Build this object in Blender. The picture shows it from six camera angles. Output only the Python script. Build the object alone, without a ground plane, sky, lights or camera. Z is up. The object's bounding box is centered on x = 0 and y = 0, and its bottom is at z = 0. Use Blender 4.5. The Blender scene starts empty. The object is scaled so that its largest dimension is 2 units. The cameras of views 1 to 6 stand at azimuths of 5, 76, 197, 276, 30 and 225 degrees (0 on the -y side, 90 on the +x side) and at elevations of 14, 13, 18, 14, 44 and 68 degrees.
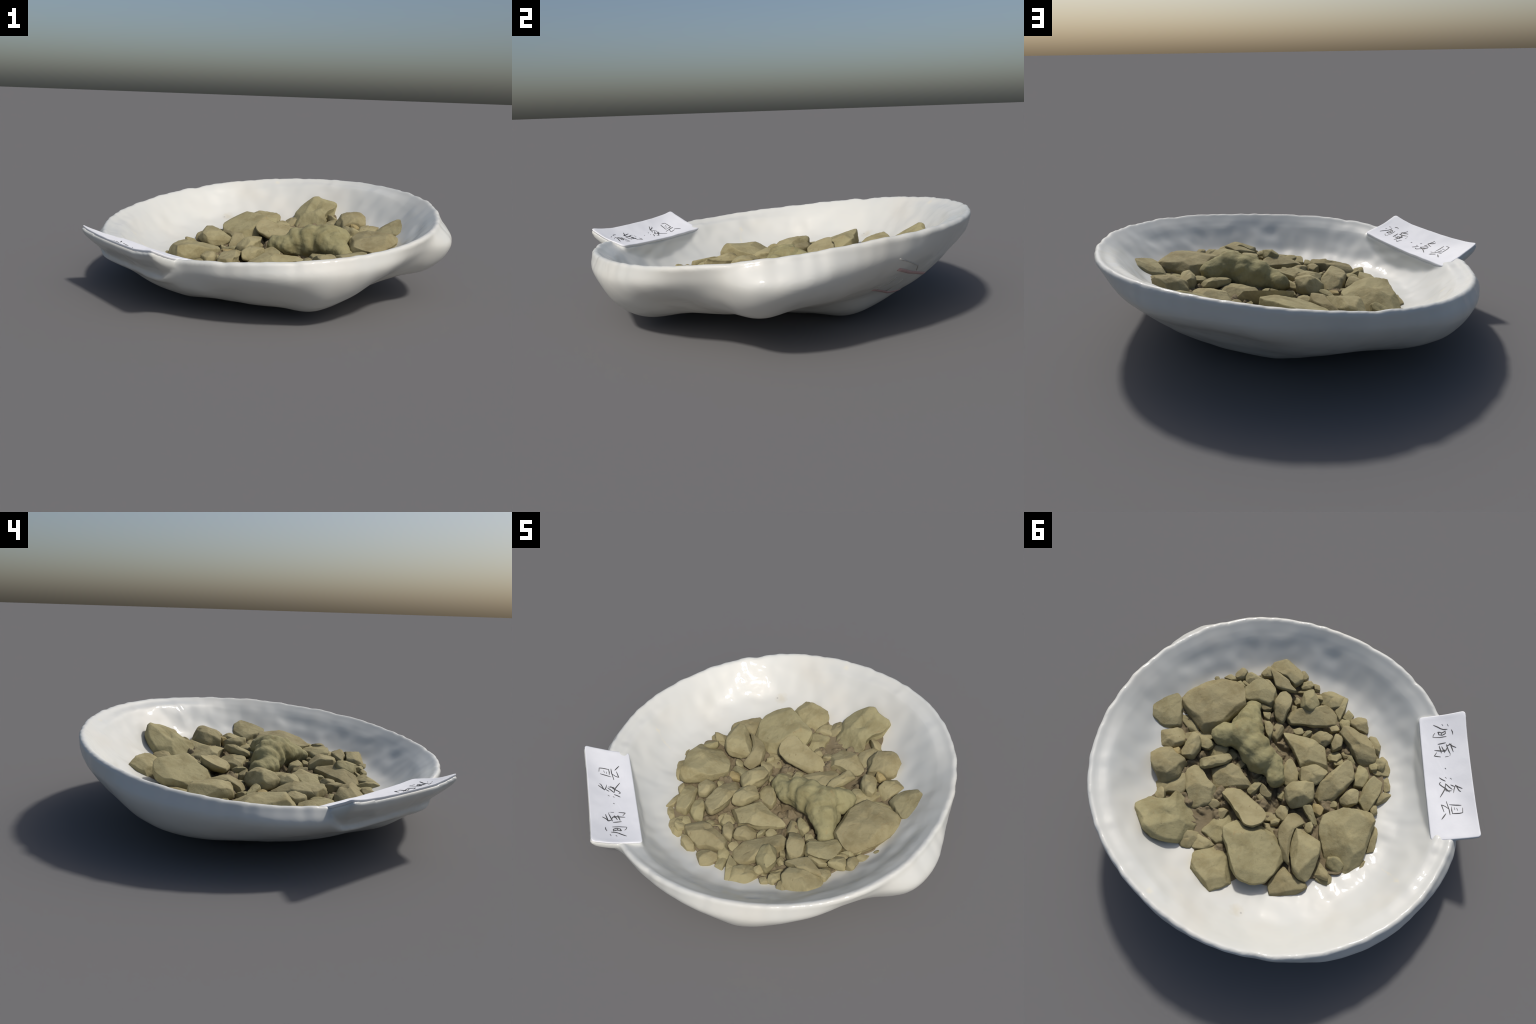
"""White glazed porcelain dish, tilted, holding a heap of olive-tan stones, with a
handwritten paper label stuck on its rim."""
import bpy, bmesh, math, random
import numpy as np
from mathutils import Vector, noise
from mathutils.bvhtree import BVHTree

rng = random.Random(11)

# ------------------------------------------------------------------ helpers


def new_object(name, verts, faces, material, parent=None, origin=(0, 0, 0), smooth=True):
    me = bpy.data.meshes.new(name)
    o3 = np.asarray(origin, float)
    me.from_pydata([tuple(np.asarray(v) - o3) for v in verts], [], faces)
    me.materials.append(material)
    if smooth:
        me.shade_smooth()
    me.update()
    ob = bpy.data.objects.new(name, me)
    ob.location = origin
    bpy.context.scene.collection.objects.link(ob)
    if parent is not None:
        ob.parent = parent
        ob.location = Vector(origin) - parent.location
    return ob


def catmull(table, x):
    """Hermite interpolation through (x, y) control points."""
    xs = np.array([t[0] for t in table], float)
    ys = np.array([t[1] for t in table], float)
    m = np.gradient(ys, xs)
    x = np.clip(np.asarray(x, float), xs[0], xs[-1])
    k = np.clip(np.searchsorted(xs, x) - 1, 0, len(xs) - 2)
    h = xs[k + 1] - xs[k]
    t = (x - xs[k]) / h
    return ((2 * t**3 - 3 * t**2 + 1) * ys[k] + (t**3 - 2 * t**2 + t) * h * m[k]
            + (3 * t**2 - 2 * t**3) * ys[k + 1] + (t**3 - t**2) * h * m[k + 1])


def grid_faces(rows, cols, closed):
    f = []
    for i in range(rows - 1):
        for j in range(cols if closed else cols - 1):
            k = (j + 1) % cols
            f.append((i * cols + j, i * cols + k, (i + 1) * cols + k, (i + 1) * cols + j))
    return f


# ---------------------------------------------------------------- materials


def node_material(name, rough, build):
    m = bpy.data.materials.new(name)
    m.use_nodes = True
    nt = m.node_tree
    b = nt.nodes["Principled BSDF"]
    b.inputs["Roughness"].default_value = rough
    build(nt, b)
    return m


def noise_tex(nt, scale, detail=4, rough=0.55, distort=0.0, coord="Object"):
    tc = nt.nodes.new("ShaderNodeTexCoord")
    n = nt.nodes.new("ShaderNodeTexNoise")
    n.inputs["Scale"].default_value = scale
    n.inputs["Detail"].default_value = detail
    n.inputs["Roughness"].default_value = rough
    n.inputs["Distortion"].default_value = distort
    nt.links.new(tc.outputs[coord], n.inputs["Vector"])
    return n


def ramp(nt, src, stops):
    r = nt.nodes.new("ShaderNodeValToRGB")
    e = r.color_ramp.elements
    while len(e) < len(stops):
        e.new(0.5)
    for el, (pos, col) in zip(e, stops):
        el.position = pos
        el.color = (*col, 1) if len(col) == 3 else col
    nt.links.new(src, r.inputs["Fac"])
    return r.outputs["Color"]


def mix(nt, fac, a, b, kind="MIX"):
    n = nt.nodes.new("ShaderNodeMix")
    n.data_type = "RGBA"
    n.blend_type = kind
    for sock, v in ((n.inputs[0], fac), (n.inputs[6], a), (n.inputs[7], b)):
        if isinstance(v, bpy.types.NodeSocket):
            nt.links.new(v, sock)
        elif isinstance(v, (int, float)):
            sock.default_value = v
        else:
            sock.default_value = (*v, 1)
    return n.outputs[2]


def bump(nt, b, height, strength, dist):
    n = nt.nodes.new("ShaderNodeBump")
    n.inputs["Strength"].default_value = strength
    n.inputs["Distance"].default_value = dist
    nt.links.new(height, n.inputs["Height"])
    nt.links.new(n.outputs["Normal"], b.inputs["Normal"])


def glaze(nt, b):
    """Milky white glaze with faint warm and cool clouds and a few clay smudges."""
    big = noise_tex(nt, 2.2, 3)
    cloud = ramp(nt, big.outputs["Fac"], [(0.3, (0.555, 0.565, 0.54)), (0.52, (0.595, 0.595, 0.555)), (0.75, (0.605, 0.59, 0.535))])
    smear = noise_tex(nt, 7.0, 5, 0.6, 0.6)
    mask = ramp(nt, smear.outputs["Fac"], [(0.68, (0, 0, 0)), (0.80, (1, 1, 1))])
    col = mix(nt, mask, cloud, (0.66, 0.62, 0.50))
    # a smear of clay and a speck on the inside, where a stone was dragged
    for spot, radius, tint, strength in (((-0.350, 0.655, 0.24), 0.045, (0.50, 0.45, 0.33), 0.55), ((-0.376, 0.650, 0.235), 0.008, (0.22, 0.21, 0.20), 0.9)):
        tc = nt.nodes.new("ShaderNodeTexCoord")
        far = nt.nodes.new("ShaderNodeVectorMath")
        far.operation = "DISTANCE"
        nt.links.new(tc.outputs["Object"], far.inputs[0])
        far.inputs[1].default_value = spot
        rough = noise_tex(nt, 30, 4, 0.6)
        add = nt.nodes.new("ShaderNodeMath")
        add.operation = "MULTIPLY_ADD"
        nt.links.new(rough.outputs["Fac"], add.inputs[0])
        add.inputs[1].default_value = radius * 1.2
        nt.links.new(far.outputs["Value"], add.inputs[2])
        near = nt.nodes.new("ShaderNodeMapRange")
        near.inputs["From Min"].default_value = radius * 1.6
        near.inputs["From Max"].default_value = radius * 0.7
        near.inputs["To Max"].default_value = strength
        nt.links.new(add.outputs[0], near.inputs["Value"])
        col = mix(nt, near.outputs["Result"], col, tint)
    nt.links.new(col, b.inputs["Base Color"])
    b.inputs["Specular IOR Level"].default_value = 0.4
    # thin glossy top coat with hand-made waviness, so the sun breaks into small glints
    b.inputs["Coat Weight"].default_value = 0.4
    b.inputs["Coat Roughness"].default_value = 0.06
    wave = noise_tex(nt, 9, 2, 0.45, 0.6)
    n = nt.nodes.new("ShaderNodeBump")
    n.inputs["Strength"].default_value = 0.6
    n.inputs["Distance"].default_value = 0.012
    nt.links.new(wave.outputs["Fac"], n.inputs["Height"])
    nt.links.new(n.outputs["Normal"], b.inputs["Coat Normal"])


def paper(nt, b):
    fib = noise_tex(nt, 9, 4)
    nt.links.new(ramp(nt, fib.outputs["Fac"], [(0.3, (0.70, 0.705, 0.73)), (0.7, (0.76, 0.765, 0.785))]), b.inputs["Base Color"])
    fine = noise_tex(nt, 90, 3)
    bump(nt, b, fine.outputs["Fac"], 0.08, 0.004)


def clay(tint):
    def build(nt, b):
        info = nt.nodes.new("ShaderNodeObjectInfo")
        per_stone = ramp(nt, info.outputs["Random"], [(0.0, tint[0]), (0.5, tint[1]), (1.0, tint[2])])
        patch = noise_tex(nt, 9, 5, 0.6, 0.3)
        dark = ramp(nt, patch.outputs["Fac"], [(0.36, (0.80, 0.77, 0.72)), (0.55, (1, 1, 1)), (0.75, (1.08, 1.07, 1.05))])
        col = mix(nt, 1.0, per_stone, dark, "MULTIPLY")
        rust = noise_tex(nt, 16, 5, 0.65, 0.5)
        rmask = ramp(nt, rust.outputs["Fac"], [(0.62, (0, 0, 0)), (0.74, (0.6, 0.6, 0.6))])
        col = mix(nt, rmask, col, (0.27, 0.195, 0.095))
        pits = noise_tex(nt, 60, 4, 0.6)
        pm = ramp(nt, pits.outputs["Fac"], [(0.27, (0.55, 0.55, 0.55)), (0.36, (0, 0, 0))])
        col = mix(nt, pm, col, (0.17, 0.125, 0.065))
        # thin wandering cracks, only in some places
        wander = noise_tex(nt, 8, 2, 0.45, 0.5)
        line = ramp(nt, wander.outputs["Fac"], [(0.470, (0, 0, 0)), (0.490, (1, 1, 1)), (0.510, (0, 0, 0))])
        where = noise_tex(nt, 6.5, 2)
        some = ramp(nt, where.outputs["Fac"], [(0.57, (0, 0, 0)), (0.68, (0.5, 0.5, 0.5))])
        crack = mix(nt, 1.0, line, some, "MULTIPLY")
        col = mix(nt, crack, col, (0.15, 0.11, 0.06))
        nt.links.new(col, b.inputs["Base Color"])
        b.inputs["Specular IOR Level"].default_value = 0.2
        grain = noise_tex(nt, 20, 7, 0.62)
        height = mix(nt, crack, grain.outputs["Color"], (0, 0, 0))
        bump(nt, b, height, 0.55, 0.016)
    return build


GLAZE = node_material("white_glaze", 0.5, glaze)
PAPER = node_material("label_paper", 0.75, paper)
CLAY = node_material("tan_clay_stone", 0.85, clay([(0.272, 0.237, 0.132), (0.318, 0.280, 0.157), (0.298, 0.268, 0.146)]))
CLAY_GREEN = node_material("greenish_clay_stone", 0.85, clay([(0.275, 0.252, 0.132)] * 3))
CLAY_RUST = node_material("rusty_clay_stone", 0.85, clay([(0.31, 0.25, 0.12)] * 3))
SHADE_DARKENED_CLAY = node_material("shade_darkened_crumbs", 0.9, clay([(0.19, 0.155, 0.095)] * 3))  # stone tan taken down to dark brown, painting shadow between the stones


def flat_ink(colour):
    def build(nt, b):
        n = noise_tex(nt, 60, 3)
        nt.links.new(ramp(nt, n.outputs["Fac"], [(0.3, colour), (0.8, tuple(c * 1.25 for c in colour))]), b.inputs["Base Color"])
    return build


INK = node_material("grey_ink", 0.6, flat_ink((0.045, 0.045, 0.045)))
RED_PRINT = node_material("faded_red_print", 0.4, flat_ink((0.43, 0.29, 0.28)))
GREY_PRINT = node_material("faded_grey_print", 0.4, flat_ink((0.40, 0.395, 0.37)))

# --------------------------------------------------------------------- dish
# The rim is almost a circle lying on a sloping plane (it rises towards +x +y).
CX, CY = -0.011, 0.008
RIM_R = [(0, 0.9478, 0.0), (2, 0.0038, 0.0038), (3, -0.0045, 0.0021), (4, -0.0024, -0.0027), (5, -0.0035, -0.0036)]
RIM_Z = [(0, 0.3986, 0.0), (1, 0.0668, 0.0728), (2, -0.0065, 0.0021), (3, 0.0028, 0.0021), (4, 0.0026, -0.0002)]


def harmonics(table, th):
    return sum(a * np.cos(k * th) + b * np.sin(k * th) for k, a, b in table)


# inside: depth below the rim plane against distance from the centre
INSIDE = [(0.0, -0.282), (0.3, -0.275), (0.5, -0.258), (0.62, -0.238), (0.70, -0.212), (0.75, -0.187),
          (0.80, -0.145), (0.84, -0.105), (0.875, -0.065), (0.905, -0.028), (0.925, -0.008)]
# outside: stations from rim to foot: (position, radius, share of the way down)
STATION = [0.0, 0.12, 0.30, 0.50, 0.70, 0.85, 1.0]
OUT_R = [0.962, 0.95, 0.88, 0.74, 0.54, 0.28, 0.0]
OUT_DOWN = [0.03, 0.20, 0.48, 0.73, 0.90, 0.98, 1.0]
PUSH_R = [1.0, 1.0, 0.75, 0.45, 0.2, 0.05, 0.0]
PUSH_Z = [0.0, -0.1, -0.65, -0.9, -1.0, -1.0, -1.0]
# how far (mm) each cross-section bulges beyond the plain bowl at the stations below the rim
BULGE = [
    (30, 4, -42, -28, 6, 0),  # 0 degrees
    (7, -19, -47, -4, 6, 0),  # 10 degrees
    (-6, -36, -46, 18, 6, 0),  # 20 degrees
    (-21, -43, -42, 11, 6, 0),  # 30 degrees
    (-30, -39, -36, -11, 6, 0),  # 40 degrees
    (-22, -47, -45, -2, 6, 0),  # 50 degrees
    (-4, -50, -48, -14, 6, 0),  # 60 degrees
    (13, -46, -49, -14, 6, 0),  # 70 degrees
    (8, -50, -51, -8, 6, 0),  # 80 degrees
    (5, -51, -49, -4, 6, 0),  # 90 degrees
    (11, -35, -38, 1, 5, 0),  # 100 degrees
    (5, -22, -25, -6, -0, 0),  # 110 degrees
    (1, -19, -25, -14, -4, 0),  # 120 degrees
    (6, -16, -25, -15, -3, 0),  # 130 degrees
    (15, 2, -10, -5, 1, 0),  # 140 degrees
    (32, 31, 17, 15, 6, 0),  # 150 degrees
    (36, 47, 20, 27, 6, 0),  # 160 degrees
    (35, 42, 16, 23, 6, 0),  # 170 degrees
    (30, 26, 8, 14, 6, 0),  # 180 degrees
    (39, 17, 4, 7, 6, 0),  # 190 degrees
    (40, 9, 3, 4, 3, 0),  # 200 degrees
    (23, -2, 0, 4, 3, -0),  # 210 degrees
    (5, -1, -2, 5, 2, -1),  # 220 degrees
    (2, 8, 10, 5, 1, -2),  # 230 degrees
    (23, 11, 17, 2, -1, -4),  # 240 degrees
    (-0, 13, 4, -0, -2, -5),  # 250 degrees
    (4, -4, 5, -0, -4, -7),  # 260 degrees
    (16, 5, 17, -2, -9, -9),  # 270 degrees
    (31, 28, 31, -8, -18, -10),  # 280 degrees
    (38, 60, 51, -27, -29, -10),  # 290 degrees
    (31, 38, 19, -45, -34, -9),  # 300 degrees
    (19, -8, -17, -45, -35, -7),  # 310 degrees
    (-7, -30, -27, -49, -34, -4),  # 320 degrees
    (6, 3, -31, -51, -31, 0),  # 330 degrees
    (74, 53, -46, -49, -22, 0),  # 340 degrees
    (74, 21, -48, -39, -5, 0),  # 350 degrees
]


def rim_plane(x, y):
    return 0.3986 + 0.0705 * x + 0.0768 * y


LIFT_AT = [0, 15, 30, 45, 60, 90, 120, 150, 180, 200, 225, 250, 280, 300, 330, 360]
LIFT = [0.014, 0.012, 0.034, 0.050, 0.046, 0.036, 0.000, 0.006, 0.040, 0.056, 0.048, 0.030, 0.014, 0.012, 0.016, 0.014]


def inner_lift(d, th):
    """The wall inside is not equally steep all round."""
    w = np.clip((0.925 - d) / 0.07, 0, 1)
    low = np.clip((d - 0.68) / 0.14, 0, 1)
    around = np.interp(np.degrees(th) % 360, LIFT_AT, LIFT)
    return around * w * w * (3 - 2 * w) * (0.40 + 0.60 * low * low * (3 - 2 * low))


def floor_z(x, y):
    d = np.hypot(x - CX, y - CY)
    return rim_plane(x, y) + catmull(INSIDE, d) + inner_lift(d, np.arctan2(y - CY, x - CX))


def build_dish():
    nt_, ns_in, ns_out = 720, 64, 70
    th = np.linspace(0, 2 * math.pi, nt_, endpoint=False)
    rr, rz = harmonics(RIM_R, th), harmonics(RIM_Z, th)
    # small hand-made unevenness of the lip
    wob = np.array([noise.noise(Vector((math.cos(t) * 7, math.sin(t) * 7, 1.7))) for t in th])
    wob2 = np.array([noise.noise(Vector((math.cos(t) * 17, math.sin(t) * 17, 5.1))) for t in th])
    lip_r, lip_z = 0.004 * wob + 0.004 * wob2, 0.005 * wob2 + 0.004 * wob
    # the lip dips where the label lump sits on it
    sector = np.clip((22 - np.abs(np.degrees(th) - 225)) / 5, 0, 1)
    dip = 0.075 * sector * sector * (3 - 2 * sector)
    rings = []

    def ring(radius, z):
        rings.append(np.stack([CX + radius * np.cos(th), CY + radius * np.sin(th), z], -1))

    for d in np.linspace(0.004, 0.925, ns_in):
        edge = d / 0.925
        k = edge**3
        z = rz * k + (0.3986 + 0.0705 * d * np.cos(th) + 0.0768 * d * np.sin(th)) * (1 - k)
        radius = d * (1 + (rr / 0.9478 - 1) * k) + lip_r * k
        ring(radius, z + catmull(INSIDE, d) + inner_lift(d, th) + lip_z * k - dip * edge**16)
    for dr, dz in ((-0.014, 0.0), (-0.005, 0.004), (0.003, 0.003), (0.010, -0.003)):
        ring(rr + dr + lip_r, rz + dz + lip_z - dip)
    nd, ang = len(BULGE), np.arange(nt_) * len(BULGE) / nt_
    knots = np.concatenate([np.zeros((nd, 1)), np.array(BULGE) / 1000.0], 1)
    i0, t = ang.astype(int), (ang % 1)[:, None]
    k = [knots[(i0 + s) % nd] for s in (-1, 0, 1, 2)]
    sect = (k[0] * (-0.5 * t + t * t - 0.5 * t**3) + k[1] * (1 - 2.5 * t * t + 1.5 * t**3)
            + k[2] * (0.5 * t + 2 * t * t - 1.5 * t**3) + k[3] * (-0.5 * t * t + 0.5 * t**3))
    norm = np.hypot(PUSH_R, PUSH_Z)
    for s in np.linspace(0.0, 0.995, ns_out):
        w = np.array([catmull(list(zip(STATION, row)), s) for row in np.eye(len(STATION))])
        push = sect @ w
        fade = max(0.0, 1 - s / 0.25)
        radius = rr / 0.948 * (w @ OUT_R) + push * (w @ (PUSH_R / norm)) + lip_r * fade
        down = w @ OUT_DOWN
        ring(radius, rz * (1 - down) + push * (w @ (PUSH_Z / norm)) + lip_z * fade - dip * fade)
    v = np.concatenate(rings)
    under = floor_z(v[:, 0], v[:, 1])
    out = []
    n_rings = len(rings)
    for i in range(n_rings):
        for j in range(nt_):
            x, y, z = v[i * nt_ + j]
            inside = i < ns_in
            d = math.hypot(x - CX, y - CY)
            a = (0.016 * min(1, max(0, (d - 0.45) / 0.3)) * min(1, max(0.25, (0.93 - d) / 0.08)) if inside else 0.008) * (1 if inside or i > ns_in + 8 else 0.4)
            q = Vector((x * 5, y * 5, z * 5))
            n1 = noise.noise(q) * 0.6 + noise.noise(q * 2.3) * 0.5
            z += a * n1 if inside else 0.6 * a * n1
            if i > ns_in + 4 and d < 0.9:
                z = min(z, float(under[i * nt_ + j]) - 0.022)
            out.append((x, y, max(z, 0.0)))
    faces = grid_faces(n_rings, nt_, True)
    faces.append(tuple(range(nt_))[::-1])
    faces.append(tuple((n_rings - 1) * nt_ + j for j in range(nt_)))
    return out, [f[::-1] for f in faces]


dish = bpy.data.objects.new("white_dish", None)
bpy.context.scene.collection.objects.link(dish)
dish["label"] = "tilted white glazed porcelain dish with a handwritten paper label"
dish["category"] = "dish"
dv, df = build_dish()

# -------------------------------------------------------------------- label
INNER_START, INNER_END = np.array((-0.305, -0.794, 0.297)), np.array((-0.812, -0.304, 0.274))
OUTER_START, OUTER_END = np.array((-0.470, -0.966, 0.368)), np.array((-0.980, -0.466, 0.362))


def label_point(a, b, lift=0.0):
    """a runs along the writing, b from the dish's inside to its outside edge."""
    p = INNER_START * (1 - a) * (1 - b) + INNER_END * a * (1 - b) + OUTER_START * (1 - a) * b + OUTER_END * a * b
    mid_a, mid_b = math.sin(math.pi * min(1, max(0, a))) ** 0.7, math.sin(math.pi * min(1, max(0, b)))
    sag = -(0.010 + 0.006 * b + 0.022 * mid_b) * mid_a - 0.006 * mid_b
    sag += 0.010 * max(0.0, b) ** 2 * abs(2 * a - 1) ** 5
    ripple = 0.004 * noise.noise(Vector((a * 5, b * 2, 3.3))) + 0.003 * noise.noise(Vector((a * 11, b * 4, 8.1)))
    return p + np.array((0, 0, sag + ripple + lift))


def rounded_square(n, corner):
    """Loop of (a, b) around the unit square with rounded corners."""
    pts = []
    for cx, cy, start in ((1 - corner[0], 1 - corner[1], 0), (corner[0], 1 - corner[1], 90), (corner[0], corner[1], 180), (1 - corner[0], corner[1], 270)):
        for k in range(n):
            t = math.radians(start + 90 * k / (n - 1))
            pts.append((cx + corner[0] * math.cos(t), cy + corner[1] * math.sin(t)))
    dense = []
    for i, p in enumerate(pts):
        q = pts[(i + 1) % len(pts)]
        m = max(1, int(math.dist(p, q) / 0.04))
        dense += [(p[0] + (q[0] - p[0]) * k / m, p[1] + (q[1] - p[1]) * k / m) for k in range(m)]
    return dense


loop = rounded_square(6, (0.025, 0.07))
verts, rows = [], []
CEN = (0.5, 0.5)


def label_ring(scale, lift):
    rows.append([len(verts) + k for k in range(len(loop))])
    for a, b in loop:
        verts.append(label_point(CEN[0] + (a - 0.5) * scale, CEN[1] + (b - 0.5) * scale, lift))


for s in (0.02, 0.2, 0.4, 0.55, 0.7, 0.8, 0.88, 0.94, 0.98):
    label_ring(s, 0.0)
label_ring(0.995, -0.002)
label_ring(1.0, -0.006)
label_ring(0.985, -0.014)
label_ring(0.5, -0.015)
m = len(loop)
faces = grid_faces(len(rows), m, True) + [tuple(range(m))[::-1], tuple((len(rows) - 1) * m + k for k in range(m))]
label = new_object("paper_label", verts, faces, PAPER, dish)

# glazed lump under the label, joining it to the rim
verts, rows = [], []
mid = 0.25 * (INNER_START + INNER_END + OUTER_START + OUTER_END)
out_dir = np.array((-0.707, -0.707, 0.0))


def holder_ring(scale_a, inner, outer, drop_in, drop_out, soft):
    rows.append(None)
    for a, b in loop:
        bb = inner + (outer - inner) * b
        p = label_point(0.5 + (a - 0.5) * scale_a, bb)
        wave = soft * noise.noise(Vector((a * 6, b * 6, 2.0 + len(rows))))
        verts.append(p + np.array((0, 0, -(drop_in * (1 - b) + drop_out * b))) + out_dir * wave)


holder_ring(0.05, 0.45, 0.55, 0.02, 0.02, 0.0)
holder_ring(0.5, 0.25, 0.75, 0.011, 0.011, 0.0)
holder_ring(0.93, 0.03, 0.97, 0.007, 0.007, 0.0)
holder_ring(0.99, 0.0, 1.01, 0.011, 0.010, 0.002)
holder_ring(1.0, -0.005, 1.04, 0.022, 0.026, 0.004)
holder_ring(0.99, -0.02, 0.98, 0.045, 0.048, 0.006)
holder_ring(0.94, -0.05, 0.84, 0.07, 0.062, 0.005)
holder_ring(0.84, -0.09, 0.64, 0.10, 0.083, 0.004)
holder_ring(0.62, 0.0, 0.45, 0.12, 0.10, 0.0)
faces = grid_faces(len(rows), m, True) + [tuple(range(m))[::-1], tuple((len(rows) - 1) * m + k for k in range(m))]


def fuse_bowl(parts):
    """Melt the bowl and the lump under the label into one glazed body."""
    all_v, all_f = [], []
    for vs, fs in parts:
        n0 = len(all_v)
        all_v += [tuple(v) for v in vs]
        all_f += [tuple(i + n0 for i in f) for f in fs]
    ob = new_object("bowl", all_v, all_f, GLAZE, dish)
    rm = ob.modifiers.new("melt", "REMESH")
    rm.mode, rm.voxel_size = "VOXEL", 0.0075
    soft = ob.modifiers.new("soften", "SMOOTH")
    soft.factor, soft.iterations = 0.5, 3
    ev = ob.evaluated_get(bpy.context.evaluated_depsgraph_get())
    me = bpy.data.meshes.new_from_object(ev)
    ob.modifiers.clear()
    ob.data = me
    near = ob.vertex_groups.new(name="seam")
    for v in me.vertices:
        w = 1.25 - np.linalg.norm(np.array(v.co) - mid) / 0.40
        if w > 0:
            near.add([v.index], min(1.0, w), "REPLACE")
    seam = ob.modifiers.new("seam", "SMOOTH")
    seam.factor, seam.iterations, seam.vertex_group = 0.5, 11, "seam"
    ev = ob.evaluated_get(bpy.context.evaluated_depsgraph_get())
    me = bpy.data.meshes.new_from_object(ev)
    ob.modifiers.clear()
    ob.vertex_groups.clear()
    ob.data = me
    me.materials.clear()
    me.materials.append(GLAZE)
    me.shade_smooth()
    return ob


bowl = fuse_bowl([(dv, df), (verts, [f[::-1] for f in faces])])
bvh = BVHTree.FromPolygons([v.co.copy() for v in bowl.data.vertices], [tuple(p.vertices) for p in bowl.data.polygons])

# ------------------------------------------------------------- handwriting
HANDWRITING = {
    "river": [
        [(0.094, 0.630), (0.080, 0.614)],
        [(0.084, 0.516), (0.076, 0.499)],
        [(0.075, 0.312), (0.090, 0.385), (0.108, 0.468)],
        [(0.119, 0.602), (0.117, 0.521), (0.103, 0.429)],
        [(0.130, 0.556), (0.151, 0.558), (0.163, 0.478)],
        [(0.132, 0.562), (0.145, 0.467), (0.160, 0.476)],
        [(0.139, 0.471), (0.132, 0.398), (0.156, 0.419), (0.161, 0.495)],
        [(0.167, 0.713), (0.145, 0.708), (0.129, 0.689)],
        [(0.175, 0.568), (0.178, 0.426), (0.173, 0.279), (0.155, 0.291), (0.141, 0.327)],
    ],
    "south": [
        [(0.274, 0.751), (0.260, 0.689), (0.236, 0.630)],
        [(0.305, 0.689), (0.280, 0.674), (0.246, 0.646)],
        [(0.240, 0.660), (0.252, 0.562)],
        [(0.317, 0.625), (0.336, 0.614), (0.338, 0.453), (0.324, 0.274), (0.298, 0.331)],
        [(0.317, 0.625), (0.287, 0.595), (0.240, 0.560)],
        [(0.225, 0.544), (0.228, 0.463), (0.231, 0.381)],
        [(0.292, 0.529), (0.286, 0.432), (0.279, 0.294)],
        [(0.301, 0.511), (0.278, 0.483), (0.254, 0.457)],
        [(0.303, 0.438), (0.247, 0.401)],
        [(0.264, 0.568), (0.284, 0.547), (0.282, 0.482)],
    ],
    "dot": [
        [(0.434, 0.500), (0.428, 0.485)],
    ],
    "dredge": [
        [(0.520, 0.596), (0.512, 0.574)],
        [(0.508, 0.490), (0.502, 0.471)],
        [(0.502, 0.342), (0.517, 0.393), (0.531, 0.461)],
        [(0.607, 0.782), (0.590, 0.717), (0.572, 0.661)],
        [(0.629, 0.748), (0.621, 0.722), (0.572, 0.666)],
        [(0.631, 0.607), (0.602, 0.627), (0.572, 0.666)],
        [(0.582, 0.642), (0.565, 0.569)],
        [(0.601, 0.587), (0.582, 0.532), (0.553, 0.461)],
        [(0.613, 0.568), (0.609, 0.457), (0.587, 0.445)],
        [(0.553, 0.461), (0.594, 0.435), (0.621, 0.385), (0.656, 0.314)],
        [(0.621, 0.523), (0.593, 0.461), (0.572, 0.380), (0.555, 0.332), (0.545, 0.328), (0.539, 0.357)],
    ],
    "county": [
        [(0.760, 0.741), (0.797, 0.728), (0.800, 0.661), (0.796, 0.521)],
        [(0.737, 0.716), (0.731, 0.604), (0.722, 0.487)],
        [(0.774, 0.634), (0.757, 0.624)],
        [(0.766, 0.580), (0.750, 0.576)],
        [(0.796, 0.524), (0.769, 0.516), (0.741, 0.525)],
        [(0.803, 0.469), (0.762, 0.466), (0.695, 0.434)],
        [(0.757, 0.467), (0.733, 0.393), (0.718, 0.316), (0.776, 0.351)],
        [(0.793, 0.383), (0.812, 0.339), (0.835, 0.283)],
    ],
}


def densify(line, step):
    out = [np.array(line[0], float)]
    for p, q in zip(line[:-1], line[1:]):
        p, q = np.array(p, float), np.array(q, float)
        k = max(1, int(np.linalg.norm(q - p) / step))
        out += [p + (q - p) * (i + 1) / k for i in range(k)]
    return out


def ribbon(points, up, half, thick, verts, faces, taper=0.55):
    """A thin raised strip along points; 'up' gives the surface normal at each."""
    n, base = len(points), len(verts)
    for i, p in enumerate(points):
        t = points[min(i + 1, n - 1)] - points[max(i - 1, 0)]
        t = t / (np.linalg.norm(t) + 1e-9)
        side = np.cross(t, up[i])
        side /= np.linalg.norm(side) + 1e-9
        w = half * (1 - taper * abs(2 * i / max(1, n - 1) - 1) ** 3)
        e = t * half * 0.5 * (-1 if i == 0 else 1 if i == n - 1 else 0)
        for sx, sz in ((-1, -1), (-0.7, 1), (0.7, 1), (1, -1)):
            verts.append(p + e + side * w * sx + up[i] * thick * sz)
    for i in range(n - 1):
        a, b = base + 4 * i, base + 4 * i + 4
        for k in range(4):
            faces.append((a + k, a + (k + 1) % 4, b + (k + 1) % 4, b + k))
    faces.append(tuple(base + k for k in range(4))[::-1])
    faces.append(tuple(base + 4 * (n - 1) + k for k in range(4)))


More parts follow.
